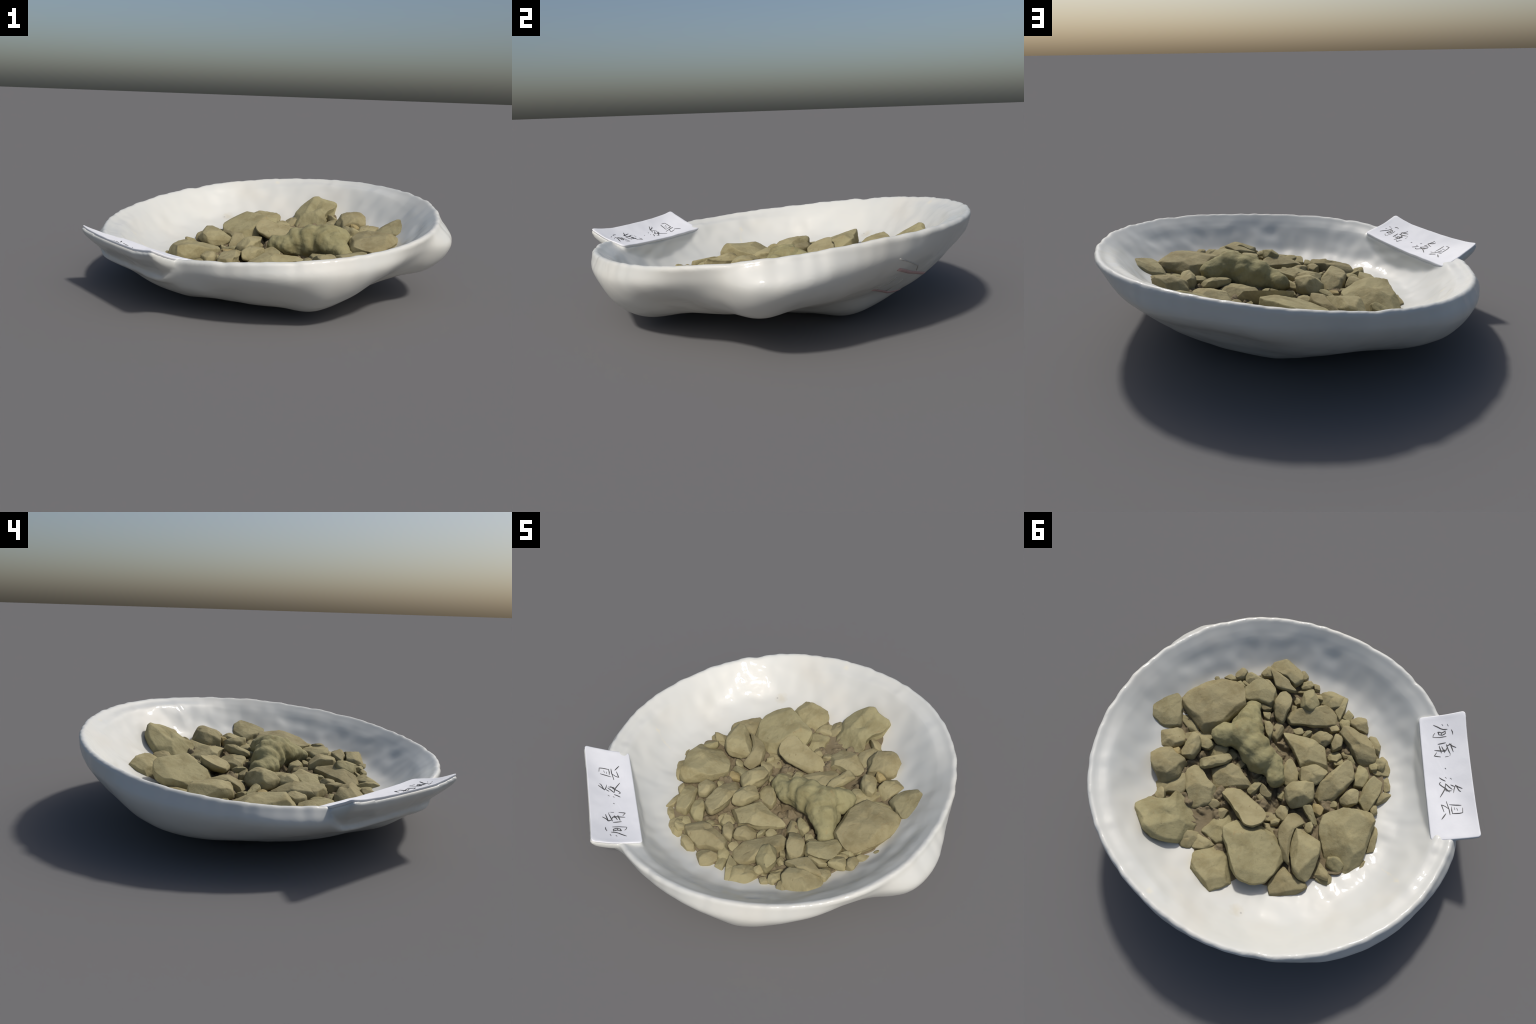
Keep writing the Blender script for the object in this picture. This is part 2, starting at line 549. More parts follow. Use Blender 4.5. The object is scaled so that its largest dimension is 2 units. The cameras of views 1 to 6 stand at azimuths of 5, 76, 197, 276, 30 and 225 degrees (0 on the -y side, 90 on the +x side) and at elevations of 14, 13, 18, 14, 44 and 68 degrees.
LABEL_UP = np.cross(INNER_END - INNER_START, OUTER_START - INNER_START)
LABEL_UP *= np.sign(LABEL_UP[2]) / np.linalg.norm(LABEL_UP)
for kind, strokes in HANDWRITING.items():
    verts, faces = [], []
    for s in strokes:
        pts = [label_point(a, b, 0.0007) for a, b in densify(s, 0.02)]
        ribbon(pts, [LABEL_UP] * len(pts), 0.0031, 0.0009, verts, faces)
    new_object("ink_dot" if kind == "dot" else "written_character", verts, faces, INK, label, smooth=False)

# faded red bars and scribbles of a worn printed patch on the outside wall (+x +y side)


def wall_strip(name, ends, half, mat, sag=0.0):
    """A strip laid on the outside wall through points (azimuth in degrees, height)."""
    pts, ups = [], []
    for az, z in densify(ends, 0.8):
        d = Vector((math.cos(math.radians(az)), math.sin(math.radians(az)), 0))
        hit = bvh.ray_cast(Vector((0, 0, z)) + d * 1.4, -d)
        if hit[0] is not None:
            nrm = hit[1] if hit[1].dot(d) > 0 else -hit[1]
            pts.append(np.array(hit[0] + nrm * 0.0012))
            ups.append(np.array(nrm))
    verts, faces = [], []
    ribbon(pts, ups, half, 0.001, verts, faces, taper=0.1)
    return new_object(name, verts, faces, mat, dish)


wall_marks = [
    ("printed_bar", RED_PRINT, 0.010, [(19.0, 0.331), (27.8, 0.285), (39.9, 0.239)]),
    ("printed_bar", RED_PRINT, 0.008, [(16.7, 0.221), (29.7, 0.162), (40.2, 0.144)]),
    ("scribble_stroke", GREY_PRINT, 0.003, [(21.1, 0.287), (20.2, 0.258), (17.0, 0.235)]),
    ("scribble_stroke", GREY_PRINT, 0.003, [(28.5, 0.244), (28.3, 0.206), (27.3, 0.179)]),
    ("scribble_stroke", GREY_PRINT, 0.003, [(22.5, 0.275), (22.0, 0.245), (19.0, 0.215)]),
    ("scribble_stroke", GREY_PRINT, 0.0025, [(17.2, 0.387), (22.3, 0.357), (29.0, 0.316), (30.9, 0.287)]),
]
for name, mat, half, ends in wall_marks:
    wall_strip(name, ends, half, mat)

# ------------------------------------------------------------------- stones
made = []
GROW = 1.18
RAISE = 0.004


def chaikin(pts, times):
    """Round the corners of a plan: first a short chamfer, then softer ones."""
    p = np.array(pts, float)
    for c in (0.10, 0.25, 0.25)[:times]:
        q = np.roll(p, -1, 0)
        p = np.stack([(1 - c) * p + c * q, c * p + (1 - c) * q], 1).reshape(-1, 2)
    return p


def even_loop(p, n):
    c = np.concatenate([p, p[:1]])
    d = np.concatenate([[0], np.cumsum(np.linalg.norm(np.diff(c, axis=0), axis=1))])
    x = np.linspace(0, d[-1], n, endpoint=False)
    return np.stack([np.interp(x, d, c[:, k]) for k in (0, 1)], -1)


def area(p):
    q = np.roll(p, -1, 0)
    return abs(np.sum(p[:, 0] * q[:, 1] - q[:, 0] * p[:, 1])) / 2


def stone_mesh(th, slope, lean, plan, seed, cuts=9, n=None):
    """Solid lofted through scaled copies of the plan, chipped by random planes, then roughened."""
    r = random.Random(seed)
    base = np.array(plan, float) / 1000
    size = math.sqrt(area(base) / math.pi)
    n = n or int(min(120, max(44, size * 900)))
    loop2 = chaikin(base, 2)
    loop2 = even_loop(loop2 * math.sqrt(area(base) / area(loop2)) * (GROW - 0.10 * min(1.0, max(0.0, (size - 0.05) / 0.05))), n)
    lean = np.array(lean, float) / 1000
    round_ = r.uniform(0.02, 0.08)
    m = max(16, n // 3)
    prof = []
    for k in range(m + 1):
        t = k / m
        if t < 0.4:
            s = t / 0.4 * 0.89
            prof.append((s, -round_ * s * s))
        elif t < 0.8:
            q = (t - 0.4) / 0.4
            prof.append((0.89 + 0.11 * math.sin(q * math.pi / 2) ** 0.8, -round_ * 0.79 - (0.62 - round_) * q**1.25))
        else:
            q = (t - 0.8) / 0.2
            prof.append((1 - q**2 * 0.999, -0.62 - 0.38 * math.sin(q * math.pi / 2)))
    v = []
    for s, z in prof:
        k = max(0.0, 1 + z / 0.38)
        for p in loop2:
            q = p * max(s, 0.004) + lean * k * (0.6 + 0.4 * s)
            v.append((q[0], q[1], z * th))
    v = np.array(v)
    # lumps before chipping
    off = Vector((r.uniform(-50, 50), r.uniform(-50, 50), r.uniform(-50, 50)))
    cen = np.array((0, 0, -0.5 * th))
    f = 1.0 / max(size, 0.03)
    dirn = v - cen
    dirn /= np.linalg.norm(dirn, axis=1, keepdims=True) + 1e-6
    low = np.array([noise.noise(Vector(p) * f * 1.1 + off) + 0.4 * noise.noise(Vector(p) * f * 2.3 + off) for p in v])
    v = v + dirn * (0.13 * min(size, th * 0.8) * low)[:, None]
    # two or three broad, slightly tilted faces meeting in ridges on top
    for c in range(r.choice((2, 2, 3))):
        az, el = r.uniform(0, 2 * math.pi), math.radians(r.uniform(66, 83))
        nrm = np.array((math.cos(az) * math.cos(el), math.sin(az) * math.cos(el), math.sin(el)))
        d = v @ nrm
        v = v - np.outer(np.maximum(0, d - r.uniform(0.0, 0.16) * size), nrm)
    # chips
    for c in range(cuts):
        az = r.uniform(0, 2 * math.pi)
        el = math.radians(r.uniform(5, 40) if c % 3 == 0 else r.uniform(35, 80))
        nrm = np.array((math.cos(az) * math.cos(el), math.sin(az) * math.cos(el), math.sin(el)))
        d = v @ nrm
        lim = d.max() - r.uniform(0.04, 0.27) * min(size, th)
        v = v - np.outer(np.maximum(0, d - lim), nrm)
    # chipping lowers the top: bring its middle back to the given height
    flat_top = v[: n * (m * 2 // 7)]
    v[:, 2] -= np.mean(flat_top[:, 2])
    # fine roughness
    amp = 0.035 * min(size, th * 0.8)
    hi = np.array([0.6 * noise.noise(Vector(p) * f * 3.2 + off) - 0.8 * abs(noise.noise(Vector(p) * f * 4.7 + off)) + 0.35 * noise.noise(Vector(p) * 75 + off) for p in v])
    v = v + dirn * (amp * hi)[:, None]
    v[:, 2] += v[:, 0] * slope[0] + v[:, 1] * slope[1]
    faces = grid_faces(len(prof), n, True)
    faces.append(tuple(range(n))[::-1])
    faces.append(tuple((len(prof) - 1) * n + k for k in range(n)))
    return list(v), [q[::-1] for q in faces]


def stone(at, thick, slope=(0.08, 0.08), lean=(0, 0), plan=(), material=None, name="stone"):
    seed = len(made) * 7 + 3
    at = np.array(at) + (0, 0, RAISE)
    tip = random.Random(seed + 1)
    sway = 0.22 if max(max(abs(a), abs(b)) for a, b in plan) < 75 else 0.05
    slope = (slope[0] + tip.uniform(-sway, sway), slope[1] + tip.uniform(-sway, sway))
    v, f = stone_mesh(thick, slope, lean, plan, seed)
    v = np.array(v) + at
    v[:, 2] = np.maximum(v[:, 2], floor_z(v[:, 0], v[:, 1]) - 0.018)
    ob = new_object(name, list(v), f, material or CLAY, origin=tuple(at))
    ob["label"] = "rough olive tan clay stone with chipped edges"
    ob["category"] = "stone"
    made.append(ob)
    return ob


stone((0.575, -0.041, 0.302), 0.13, slope=(0.08, 0.08), lean=(24, -34), plan=[(154, 91), (153, -4), (93, -121), (25, -196), (-34, -203), (-112, -135), (-113, -28), (-114, 46), (-103, 133), (-65, 146), (14, 145), (103, 125)])
stone((0.715, 0.159, 0.315), 0.12, slope=(0.43, 0.08), lean=(7, -7), plan=[(84, 32), (79, -40), (35, -92), (0, -88), (-69, -17), (-96, 14), (-55, 93), (19, 98)])
stone((0.617, 0.113, 0.244), 0.07, slope=(0.08, 0.08), plan=[(122, -50), (31, -30), (-104, 8), (-70, 38), (20, 34)])
stone((0.584, 0.254, 0.287), 0.08, slope=(0.08, 0.08), lean=(6, -5), plan=[(63, 47), (51, -11), (8, -67), (-27, -61), (-60, -18), (-43, 37), (8, 73)])
stone((0.476, 0.220, 0.287), 0.10, slope=(0.08, 0.08), lean=(6, -5), plan=[(23, 50), (43, -14), (38, -57), (0, -63), (-41, -21), (-53, 37), (-11, 69)])
stone((0.440, 0.144, 0.251), 0.06, slope=(0.08, 0.08), plan=[(61, 9), (-3, -40), (-38, -20), (-35, 13), (15, 39)])
stone((0.476, 0.387, 0.338), 0.15, slope=(-0.02, 0.18), lean=(23, -9), plan=[(87, 38), (89, -29), (53, -77), (-3, -64), (-47, -83), (-77, -12), (-68, 57), (-47, 94), (15, 75)])
stone((0.379, 0.443, 0.271), 0.08, slope=(0.08, 0.08), lean=(4, -4), plan=[(66, 71), (46, -13), (22, -95), (-35, -61), (-74, -21), (-29, 41), (5, 78)])
stone((0.263, 0.342, 0.261), 0.13, slope=(0.08, 0.08), lean=(26, -12), plan=[(125, 2), (111, -49), (84, -71), (0, -53), (-76, -53), (-105, -44), (-82, 22), (-68, 78), (-29, 106), (40, 61)])
stone((0.254, 0.577, 0.333), 0.14, slope=(0.20, 0.44), lean=(14, -17), plan=[(138, 88), (120, 15), (70, -24), (50, -53), (66, -103), (36, -130), (-36, -116), (-109, -90), (-128, -53), (-127, 9), (-127, 60), (-46, 131), (8, 145), (79, 107)])
stone((0.323, 0.183, 0.269), 0.06, slope=(0.08, 0.08), plan=[(56, 53), (24, -12), (-21, -77), (-48, -70), (-45, -31), (4, 65), (29, 72)])
stone((0.211, 0.179, 0.224), 0.08, slope=(0.08, 0.08), plan=[(113, 55), (88, 7), (45, -62), (-9, -72), (-74, -58), (-125, -52), (-87, 3), (-1, 89), (49, 90)])
stone((0.026, 0.253, 0.253), 0.10, slope=(-0.24, 0.18), plan=[(141, 19), (142, -17), (80, -56), (-2, -63), (-68, -71), (-106, -53), (-134, 3), (-121, 49), (-80, 69), (-13, 53), (56, 36), (116, 30)])
stone((0.037, 0.415, 0.218), 0.09, slope=(0.08, 0.08), plan=[(49, 83), (52, 0), (64, -93), (14, -93), (-24, -81), (-28, -7), (-80, 41), (-51, 72), (3, 79)])
stone((0.045, 0.549, 0.234), 0.06, slope=(0.08, 0.08), plan=[(65, 38), (42, -19), (-3, -35), (-57, -42), (-48, 6), (1, 51)])
stone((-0.110, 0.598, 0.262), 0.13, slope=(0.08, 0.38), lean=(6, -6), plan=[(115, 65), (122, -3), (75, -103), (40, -138), (-15, -104), (-77, -53), (-121, -24), (-97, 50), (-75, 94), (-13, 102), (48, 107)])
stone((-0.180, 0.376, 0.263), 0.15, slope=(0.08, 0.18), plan=[(178, 43), (171, -47), (114, -63), (83, -92), (62, -143), (14, -156), (-63, -121), (-143, -78), (-161, 17), (-167, 80), (-129, 145), (-46, 168), (7, 151), (82, 93)])
stone((-0.419, 0.374, 0.187), 0.09, slope=(0.08, 0.08), plan=[(85, -60), (20, -42), (-50, -67), (-86, -67), (-80, -13), (-26, 86), (12, 96), (53, 67), (72, 1)])
stone((-0.383, 0.199, 0.234), 0.10, slope=(0.08, 0.08), plan=[(129, -66), (76, -104), (8, -113), (-35, -82), (-80, -4), (-109, 75), (-95, 114), (-29, 112), (41, 62), (94, 6)])
stone((-0.254, 0.174, 0.223), 0.08, slope=(0.08, 0.08), plan=[(8, 71), (62, 12), (77, -64), (45, -131), (-13, -108), (3, -38), (-35, 37), (-103, 116), (-43, 105)])
stone((-0.485, -0.023, 0.200), 0.14, slope=(0.13, -0.12), lean=(5, -5), plan=[(147, 49), (170, -12), (136, -114), (78, -154), (11, -197), (-39, -188), (-59, -135), (-88, -68), (-133, 42), (-143, 126), (-115, 195), (-65, 193), (17, 158), (76, 122)])
stone((-0.518, 0.188, 0.144), 0.06, slope=(0.08, 0.08), plan=[(69, -13), (55, -54), (-8, -20), (-79, -7), (-52, 39), (15, 55)])
stone((-0.576, -0.137, 0.134), 0.08, slope=(0.08, 0.08), plan=[(50, -81), (-2, -43), (-47, 41), (-20, 76), (19, 7)])
stone((-0.624, -0.012, 0.120), 0.05, slope=(0.08, 0.08), plan=[(21, -42), (-21, -9), (-15, 48), (15, 3)])
stone((-0.225, -0.221, 0.202), 0.11, slope=(0.08, -0.12), lean=(19, 0), plan=[(48, 116), (54, 34), (48, -100), (34, -137), (-9, -137), (-47, -92), (-53, -34), (-52, 67), (-39, 142), (17, 148)])
stone((-0.131, -0.020, 0.245), 0.11, slope=(0.08, 0.08), lean=(10, -10), plan=[(61, 41), (60, -1), (8, -93), (-24, -79), (-69, -32), (-53, 26), (-15, 74), (32, 64)])
stone((-0.100, -0.154, 0.219), 0.08, slope=(0.08, 0.08), plan=[(58, 47), (63, 10), (7, -74), (-44, -73), (-56, -8), (-45, 32), (19, 67)])
stone((0.017, -0.249, 0.200), 0.10, slope=(0.08, 0.08), lean=(7, -14), plan=[(176, 20), (135, -11), (65, -44), (-25, -70), (-76, -90), (-116, -54), (-151, -5), (-94, 29), (-44, 106), (25, 74), (105, 45)])
stone((-0.155, -0.488, 0.180), 0.10, slope=(0.08, 0.08), plan=[(162, 7), (138, -36), (56, -58), (11, -78), (-61, -54), (-114, -23), (-134, 28), (-116, 62), (-53, 74), (19, 51), (92, 27)])
stone((-0.326, -0.500, 0.123), 0.08, slope=(0.08, 0.08), plan=[(43, 67), (55, -30), (20, -61), (-35, -48), (-59, 14), (-24, 59)])
stone((-0.291, -0.350, 0.160), 0.09, slope=(0.08, 0.08), plan=[(14, 37), (54, -48), (16, -61), (-42, -24), (-43, 31), (0, 65)])
stone((-0.403, -0.314, 0.160), 0.10, slope=(0.08, 0.08), plan=[(23, 73), (55, -3), (64, -94), (-19, -84), (-32, -28), (-45, 54), (-46, 81)])
stone((-0.463, -0.358, 0.127), 0.06, slope=(0.08, 0.08), plan=[(18, 53), (25, -24), (-13, -50), (-22, -19), (-7, 40)])
stone((-0.419, -0.435, 0.114), 0.05, slope=(0.08, 0.08), plan=[(29, 4), (27, -42), (-37, 2), (-19, 37)])
stone((-0.334, -0.208, 0.191), 0.08, slope=(0.08, 0.08), plan=[(35, 27), (28, -43), (-9, -63), (-47, -8), (-23, 39), (16, 48)])
stone((-0.472, -0.265, 0.143), 0.06, slope=(0.08, 0.08), plan=[(25, 5), (10, -33), (-22, -5), (-13, 32)])
stone((0.161, -0.413, 0.195), 0.09, slope=(0.08, 0.08), plan=[(95, 87), (96, 33), (49, -13), (-7, -117), (-77, -125), (-140, -86), (-109, -36), (-28, 40), (47, 109), (74, 108)])
stone((0.225, -0.474, 0.230), 0.10, slope=(0.08, 0.08), lean=(4, -4), plan=[(22, 52), (54, -7), (39, -59), (-6, -59), (-45, -25), (-46, 29), (-19, 68)])
stone((0.310, -0.333, 0.238), 0.10, slope=(0.08, 0.08), plan=[(50, 15), (62, -42), (38, -85), (-7, -66), (-32, -15), (-57, 50), (-49, 81), (-5, 62)])
stone((0.165, -0.594, 0.161), 0.08, slope=(0.08, 0.08), plan=[(67, 51), (51, -16), (10, -71), (-34, -80), (-66, -3), (-45, 44), (17, 75)])
stone((0.085, -0.599, 0.154), 0.07, slope=(0.08, 0.08), plan=[(37, -66), (10, -64), (-28, 5), (-48, 68), (3, 55), (26, 2)])
stone((0.021, -0.595, 0.139), 0.06, slope=(0.08, 0.08), plan=[(17, 35), (27, -33), (-17, -27), (-27, 25)])
stone((-0.058, -0.598, 0.152), 0.07, slope=(0.08, 0.08), plan=[(48, 14), (29, -28), (-5, -54), (-71, 4), (-22, 28), (21, 37)])
stone((-0.216, -0.567, 0.143), 0.07, slope=(0.08, 0.08), plan=[(66, -11), (28, -38), (-25, -14), (-46, 30), (-23, 33)])
stone((0.456, -0.296, 0.250), 0.10, slope=(0.08, 0.08), lean=(19, -18), plan=[(72, 65), (66, -6), (43, -48), (-20, -65), (-58, -60), (-104, -2), (-36, 29), (36, 87)])
stone((0.426, -0.446, 0.244), 0.08, slope=(0.08, 0.08), plan=[(96, -6), (49, -19), (-4, -32), (-47, -16), (-95, -15), (-47, 24), (-5, 48), (53, 17)])
stone((0.446, -0.525, 0.242), 0.10, slope=(0.08, 0.08), plan=[(96, 60), (94, -18), (45, -50), (-6, -66), (-55, -57), (-94, -3), (-84, 40), (-29, 39), (34, 55)])
stone((0.376, -0.585, 0.190), 0.06, slope=(0.08, 0.08), plan=[(52, -23), (-10, -20), (-30, 7), (-12, 36)])
stone((0.527, -0.429, 0.234), 0.06, slope=(0.08, 0.08), plan=[(26, 26), (22, -29), (-6, -28), (-40, -2), (-2, 34)])
stone((0.621, -0.303, 0.252), 0.06, slope=(0.08, 0.08), plan=[(25, 23), (20, -35), (-13, -37), (-28, 10), (-4, 38)])
stone((0.564, -0.326, 0.245), 0.06, slope=(0.08, 0.08), plan=[(39, 12), (36, -24), (-42, -40), (-34, 17), (2, 34)])
stone((0.712, -0.180, 0.249), 0.06, slope=(0.08, 0.08), plan=[(23, 16), (25, -23), (-42, -18), (-6, 24)])
stone((0.647, -0.243, 0.239), 0.05, slope=(0.08, 0.08), plan=[(27, 29), (18, -14), (-36, -27), (-9, 12)])
stone((0.460, -0.372, 0.233), 0.05, slope=(0.08, 0.08), plan=[(51, 4), (23, -21), (-50, -8), (-39, 13), (16, 12)])
stone((0.318, -0.545, 0.188), 0.06, slope=(0.08, 0.08), plan=[(34, 23), (14, -33), (-23, -35), (-27, 10), (2, 35)])
stone((0.273, -0.584, 0.171), 0.05, slope=(0.08, 0.08), plan=[(28, -3), (-2, -21), (-24, 3), (-2, 21)])
stone((0.028, -0.367, 0.177), 0.06, slope=(0.08, 0.08), plan=[(60, 34), (44, -23), (-30, -52), (-51, -30), (-41, 26), (17, 46)])
stone((-0.055, -0.408, 0.179), 0.08, slope=(0.08, 0.08), plan=[(17, 28), (40, -37), (-6, -43), (-34, 1), (-17, 50)])
stone((0.153, -0.303, 0.168), 0.06, slope=(0.08, 0.08), plan=[(35, 19), (9, -34), (-32, -12), (-12, 27)])
stone((0.274, -0.184, 0.202), 0.08, slope=(0.08, 0.08), plan=[(44, -8), (27, -43), (-19, -18), (-46, 42), (-6, 27)])
stone((0.179, -0.172, 0.135), 0.06, slope=(0.08, 0.08), plan=[(44, 10), (24, -36), (-34, -10), (-34, 35)])
stone((-0.002, -0.080, 0.187), 0.08, slope=(0.08, 0.08), plan=[(56, -6), (56, -56), (-5, -59), (-53, 3), (-43, 56), (-12, 62)])
stone((0.085, 0.066, 0.160), 0.06, slope=(0.08, 0.08), plan=[(73, 12), (43, -21), (-34, -34), (-61, -8), (-20, 52)])
stone((-0.005, 0.139, 0.173), 0.06, slope=(0.08, 0.08), plan=[(39, 8), (29, -31), (-55, 2), (-12, 21)])
stone((-0.110, 0.169, 0.162), 0.06, slope=(0.08, 0.08), plan=[(44, 3), (-23, -42), (-34, -6), (13, 45)])
stone((-0.065, 0.071, 0.113), 0.06, slope=(0.08, 0.08), plan=[(51, 25), (42, -41), (-29, -48), (-63, 12), (-1, 52)])
stone((-0.248, 0.014, 0.173), 0.06, slope=(0.08, 0.08), plan=[(56, -2), (32, -41), (-62, 6), (-44, 25), (18, 12)])
stone((-0.258, -0.037, 0.168), 0.05, slope=(0.08, 0.08), material=CLAY_RUST, plan=[(48, -9), (-13, -34), (-33, 12), (-3, 31)])
stone((-0.145, 0.223, 0.168), 0.06, slope=(0.08, 0.08), plan=[(49, 8), (13, -24), (-42, -18), (-37, 14), (18, 20)])
stone((0.157, 0.344, 0.163), 0.06, slope=(0.08, 0.08), plan=[(50, 28), (-1, -56), (-41, -30), (-9, 58)])
stone((0.389, -0.281, 0.204), 0.06, slope=(0.08, 0.08), plan=[(57, 3), (-8, -38), (-41, -5), (-8, 40)])
stone((0.344, -0.237, 0.194), 0.06, slope=(0.08, 0.08), plan=[(34, -1), (-4, -28), (-28, 8), (-2, 21)])
stone((-0.140, -0.408, 0.135), 0.05, slope=(0.08, 0.08), plan=[(30, 19), (6, -38), (-34, -8), (-3, 27)])
stone((-0.138, -0.332, 0.146), 0.05, slope=(0.08, 0.08), plan=[(24, 15), (6, -34), (-27, -12), (-3, 30)])
stone((0.025, -0.470, 0.149), 0.05, slope=(0.08, 0.08), plan=[(33, 13), (8, -29), (-33, -13), (-8, 29)])
stone((0.446, -0.340, 0.224), 0.06, slope=(0.08, 0.08), plan=[(-55, -8), (7, 34), (42, 16), (31, -12), (-25, -29)])
stone((0.544, -0.293, 0.226), 0.05, slope=(0.08, 0.08), plan=[(-49, -23), (-10, 14), (27, 26), (43, 8), (-11, -25)])
stone((0.573, -0.252, 0.242), 0.06, slope=(0.08, 0.08), plan=[(-40, -13), (-15, 23), (35, 8), (20, -18)])
stone((0.624, -0.198, 0.240), 0.06, slope=(0.08, 0.08), plan=[(-18, -21), (1, 44), (15, 14), (3, -37)])
stone((0.659, -0.135, 0.248), 0.07, slope=(0.08, 0.08), plan=[(-25, 7), (-7, 45), (27, 16), (16, -36), (-11, -32)])
stone((0.626, -0.284, 0.224), 0.06, slope=(0.08, 0.08), plan=[(-19, -24), (-12, 34), (18, 23), (13, -33)])
stone((0.510, -0.335, 0.210), 0.06, slope=(0.08, 0.08), plan=[(-71, -25), (-17, 10), (30, 32), (48, 10), (10, -27)])
stone((0.531, -0.391, 0.207), 0.08, slope=(0.08, 0.08), plan=[(-40, 18), (3, 32), (28, -16), (9, -34)])
stone((0.591, -0.325, 0.208), 0.05, slope=(0.08, 0.08), plan=[(-14, -19), (-3, 31), (17, -11)])
stone((0.255, -0.551, 0.152), 0.05, slope=(0.08, 0.08), plan=[(-21, -10), (-6, 16), (20, 11), (7, -17)])
stone((0.309, -0.506, 0.170), 0.05, slope=(0.08, 0.08), plan=[(-38, -17), (29, 36), (9, -19)])
stone((0.556, -0.354, 0.202), 0.05, slope=(0.08, 0.08), plan=[(-17, -1), (7, 20), (18, 0), (-8, -19)])
stone((0.693, -0.113, 0.243), 0.06, slope=(0.08, 0.08), plan=[(-12, 8), (-1, 23), (10, -9), (2, -22)])
stone((-0.214, -0.539, 0.129), 0.09, slope=(0.08, 0.08), plan=[(-60, 9), (-61, 58), (25, 34), (73, -9), (45, -52), (-23, -40)])
stone((0.491, 0.146, 0.246), 0.06, slope=(0.08, 0.08), plan=[(-48, -58), (-19, 42), (23, 85), (66, 42), (17, -35), (-40, -75)])
stone((0.502, 0.305, 0.289), 0.05, slope=(0.08, 0.08), material=CLAY_RUST, plan=[(31, 9), (12, -27), (-21, -20), (-25, 18), (3, 21)])
stone((0.450, 0.016, 0.202), 0.06, slope=(0.08, 0.08), plan=[(-16, -57), (-22, 32), (13, 40), (25, -16)])

# the knobbly forked stone on top: lobes fused into one body
LOBES = [
    (0.422, -0.211, 0.215, 0.040),
    (0.395, -0.160, 0.225, 0.058),
    (0.366, -0.105, 0.235, 0.085),
    (0.405, 0.045, 0.262, 0.060),
    (0.385, 0.020, 0.262, 0.070),
    (0.315, -0.040, 0.255, 0.098),
    (0.230, -0.025, 0.245, 0.095),
    (0.160, -0.015, 0.230, 0.085),
    (0.105, -0.040, 0.215, 0.062),
    (0.075, -0.020, 0.215, 0.060),
    (0.030, 0.005, 0.210, 0.054),
]


def fused_lobes():
    bm = bmesh.new()
    for x, y, z, r in LOBES:
        g = bmesh.ops.create_icosphere(bm, subdivisions=4, radius=r)
        bmesh.ops.translate(bm, verts=g["verts"], vec=(x, y, z))
    me = bpy.data.meshes.new("lobes")
    bm.to_mesh(me)
    bm.free()
    ob = bpy.data.objects.new("knobbly_stone", me)
    bpy.context.scene.collection.objects.link(ob)
    rm = ob.modifiers.new("fuse", "REMESH")
    rm.mode, rm.voxel_size = "VOXEL", 0.008
    sm = ob.modifiers.new("soften", "SMOOTH")
    sm.factor, sm.iterations = 0.5, 6
    ev = ob.evaluated_get(bpy.context.evaluated_depsgraph_get())
    me2 = bpy.data.meshes.new_from_object(ev)
    ob.modifiers.clear()
    ob.data = me2
    bpy.data.meshes.remove(me)
    me2.calc_loop_triangles()
    normals = [v.normal.copy() for v in me2.vertices]
    for v, nrm in zip(me2.vertices, normals):
        q = v.co
        w = 0.015 * noise.noise(q * 13) + 0.008 * noise.noise(q * 27) + 0.003 * noise.noise(q * 75)
        v.co = q + nrm * w
    me2.materials.clear()
    me2.materials.append(CLAY_GREEN)
    me2.shade_smooth()
    ob["label"] = "large knobbly forked greenish clay stone on the heap"
    ob["category"] = "stone"
    return ob


fused = fused_lobes()

# smaller stones wedged into the gaps
PILE = np.array((0.08, 0.03))
# places where the heap has a deep gap: x, y, width, depth
HOLLOWS = [(0.16, 0.47, 0.07, 0.06), (-0.07, 0.16, 0.07, 0.05), (0.13, -0.14, 0.06, 0.05)]


def pile_reach():
    """How far the heap extends from its middle, per 5 degrees."""
    reach = np.zeros(72)
    for o in made:
        for v in o.data.vertices:
            d = np.array((v.co.x + o.location.x, v.co.y + o.location.y)) - PILE
            k = int((math.atan2(d[1], d[0]) % (2 * math.pi)) / (2 * math.pi) * 72) % 72
            reach[k] = max(reach[k], math.hypot(*d))
    return (np.roll(reach, 1) + 2 * reach + np.roll(reach, -1)) / 4


def reach_at(reach, angle):
    return np.interp(angle % (2 * math.pi) / (2 * math.pi) * 72 - 0.5, np.arange(-1, 73), np.concatenate([reach[-1:], reach, reach[:1]]))


REACH = pile_reach()
PLACED = list(made)


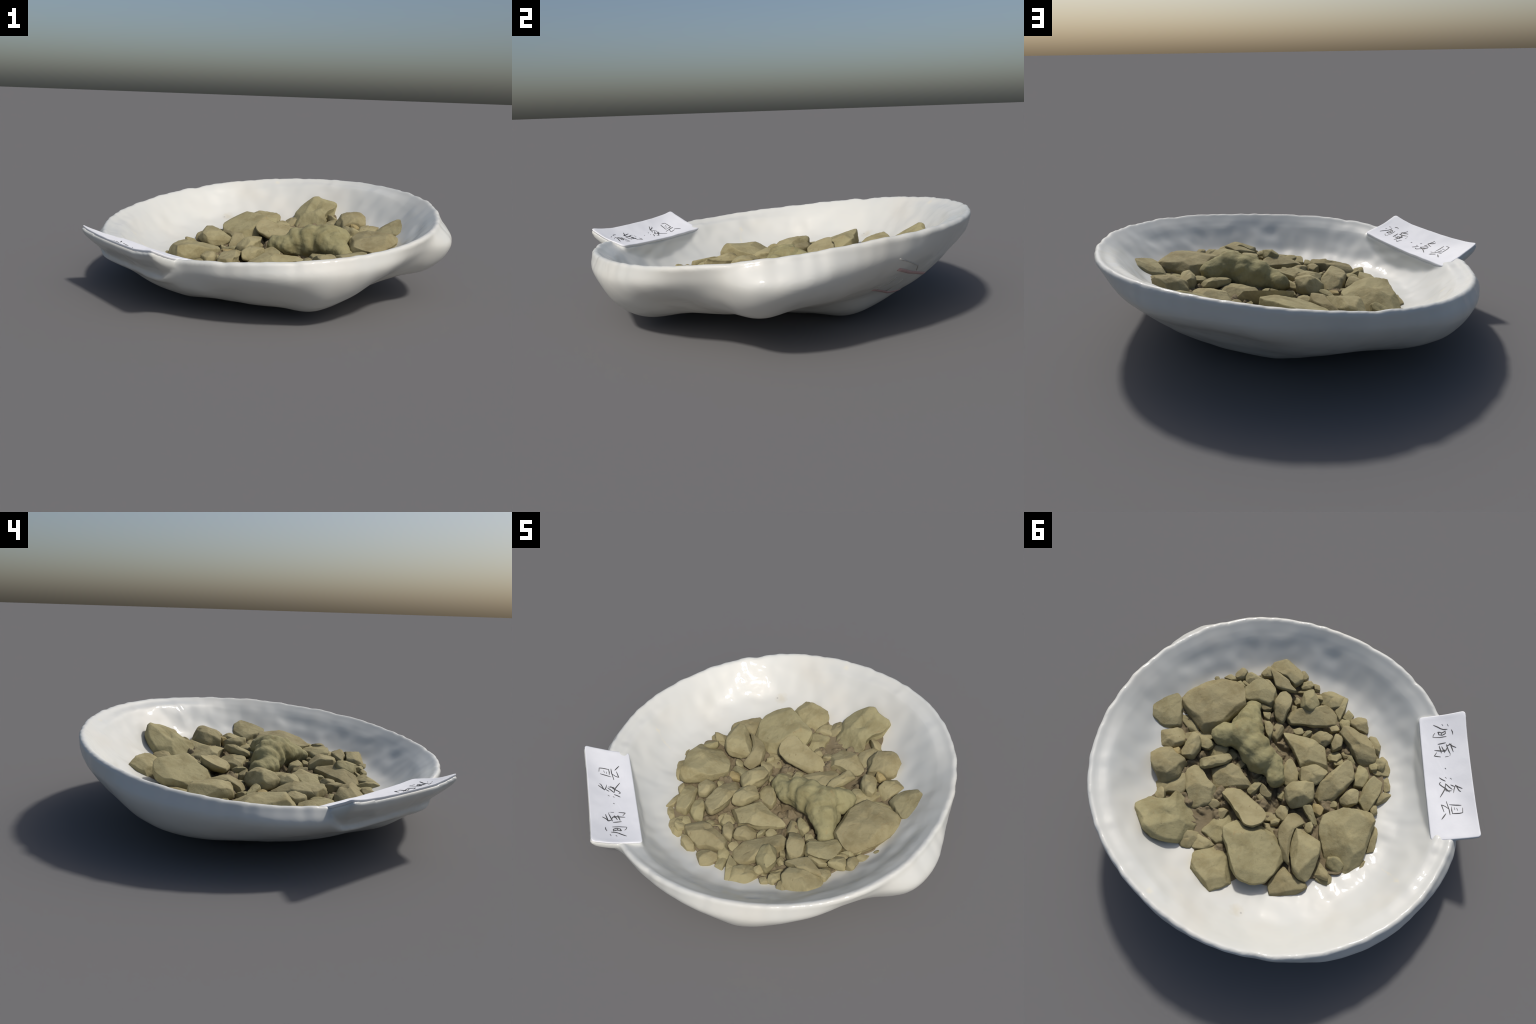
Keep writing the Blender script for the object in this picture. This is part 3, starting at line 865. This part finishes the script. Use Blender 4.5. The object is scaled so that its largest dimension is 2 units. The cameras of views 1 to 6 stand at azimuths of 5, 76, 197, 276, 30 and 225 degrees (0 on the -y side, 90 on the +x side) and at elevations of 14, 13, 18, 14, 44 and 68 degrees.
def wedge_stones(count):
    r = random.Random(23)
    cell, half = 0.01, 95
    cover = np.full((2 * half, 2 * half), -1.0)
    for o in made + [fused]:
        for v in o.data.vertices:
            x, y = v.co.x + o.location.x, v.co.y + o.location.y
            i, j = int(x / cell + half), int(y / cell + half)
            cover[i, j] = max(cover[i, j], v.co.z + o.location.z)
    placed = 0
    for _ in range(4000):
        if placed >= count:
            break
        x, y = r.uniform(-0.65, 0.78), r.uniform(-0.65, 0.72)
        d = np.array((x, y)) - PILE
        if math.hypot(*d) > reach_at(REACH, math.atan2(d[1], d[0])) - 0.05 or math.hypot(x, y) > 0.68:
            continue
        if min(math.hypot(x - o.location.x, y - o.location.y) for o in PLACED) > 0.11:
            continue
        if any(math.hypot(x - hx, y - hy) < wide for hx, hy, wide, _ in HOLLOWS):
            continue
        size = r.uniform(0.03, 0.062)
        i, j = int(x / cell + half), int(y / cell + half)
        w = max(1, int(size / cell * 0.6))
        top = max(0.223 + 0.084 * x + 0.077 * y - r.uniform(0.035, 0.065), float(floor_z(x, y)) + 0.035)
        window = cover[i - w:i + w + 1, j - w:j + w + 1]
        if (window > top - 0.012).mean() > 0.38:
            continue
        n, ph, st = r.randint(4, 6), r.uniform(0, 6.28), r.uniform(0.5, 0.95)
        turn = r.uniform(0, 3.14)
        plan = []
        for k in range(n):
            a = ph + 2 * math.pi * k / n + r.uniform(-0.3, 0.3)
            px, py = size * r.uniform(0.8, 1.15) * math.cos(a), size * st * r.uniform(0.8, 1.15) * math.sin(a)
            plan.append((1000 * (px * math.cos(turn) - py * math.sin(turn)), 1000 * (px * math.sin(turn) + py * math.cos(turn))))
        stone((x, y, top), r.uniform(0.06, 0.09), slope=(r.uniform(-0.35, 0.45), r.uniform(-0.35, 0.45)), plan=plan)
        w = int(size / cell)
        cover[i - w:i + w + 1, j - w:j + w + 1] = np.maximum(cover[i - w:i + w + 1, j - w:j + w + 1], top)
        placed += 1


wedge_stones(110)

# the lumpy bed that shows in the gaps, its colour darkened as crevice shadow
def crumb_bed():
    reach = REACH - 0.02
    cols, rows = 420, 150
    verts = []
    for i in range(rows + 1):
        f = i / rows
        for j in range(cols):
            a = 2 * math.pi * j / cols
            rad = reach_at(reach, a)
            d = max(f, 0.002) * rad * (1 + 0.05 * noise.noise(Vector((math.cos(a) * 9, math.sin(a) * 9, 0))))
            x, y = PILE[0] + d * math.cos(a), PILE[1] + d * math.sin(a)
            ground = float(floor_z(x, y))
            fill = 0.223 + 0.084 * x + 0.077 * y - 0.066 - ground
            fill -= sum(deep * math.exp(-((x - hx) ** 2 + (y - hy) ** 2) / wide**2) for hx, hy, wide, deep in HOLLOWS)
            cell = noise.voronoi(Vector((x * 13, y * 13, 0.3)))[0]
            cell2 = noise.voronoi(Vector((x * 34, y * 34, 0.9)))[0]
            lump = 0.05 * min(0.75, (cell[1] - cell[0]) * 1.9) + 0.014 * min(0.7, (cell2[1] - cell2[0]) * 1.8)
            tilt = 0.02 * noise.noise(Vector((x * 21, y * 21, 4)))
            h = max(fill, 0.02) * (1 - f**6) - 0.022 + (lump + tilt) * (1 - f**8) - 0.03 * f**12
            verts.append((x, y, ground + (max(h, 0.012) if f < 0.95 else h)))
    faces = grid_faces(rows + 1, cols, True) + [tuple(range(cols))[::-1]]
    ob = new_object("shade_darkened_crumbs", verts, [q[::-1] for q in faces], SHADE_DARKENED_CLAY)
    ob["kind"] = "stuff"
    ob["label"] = "clay crumbs tinted dark brown for the shadow in gaps between stones"
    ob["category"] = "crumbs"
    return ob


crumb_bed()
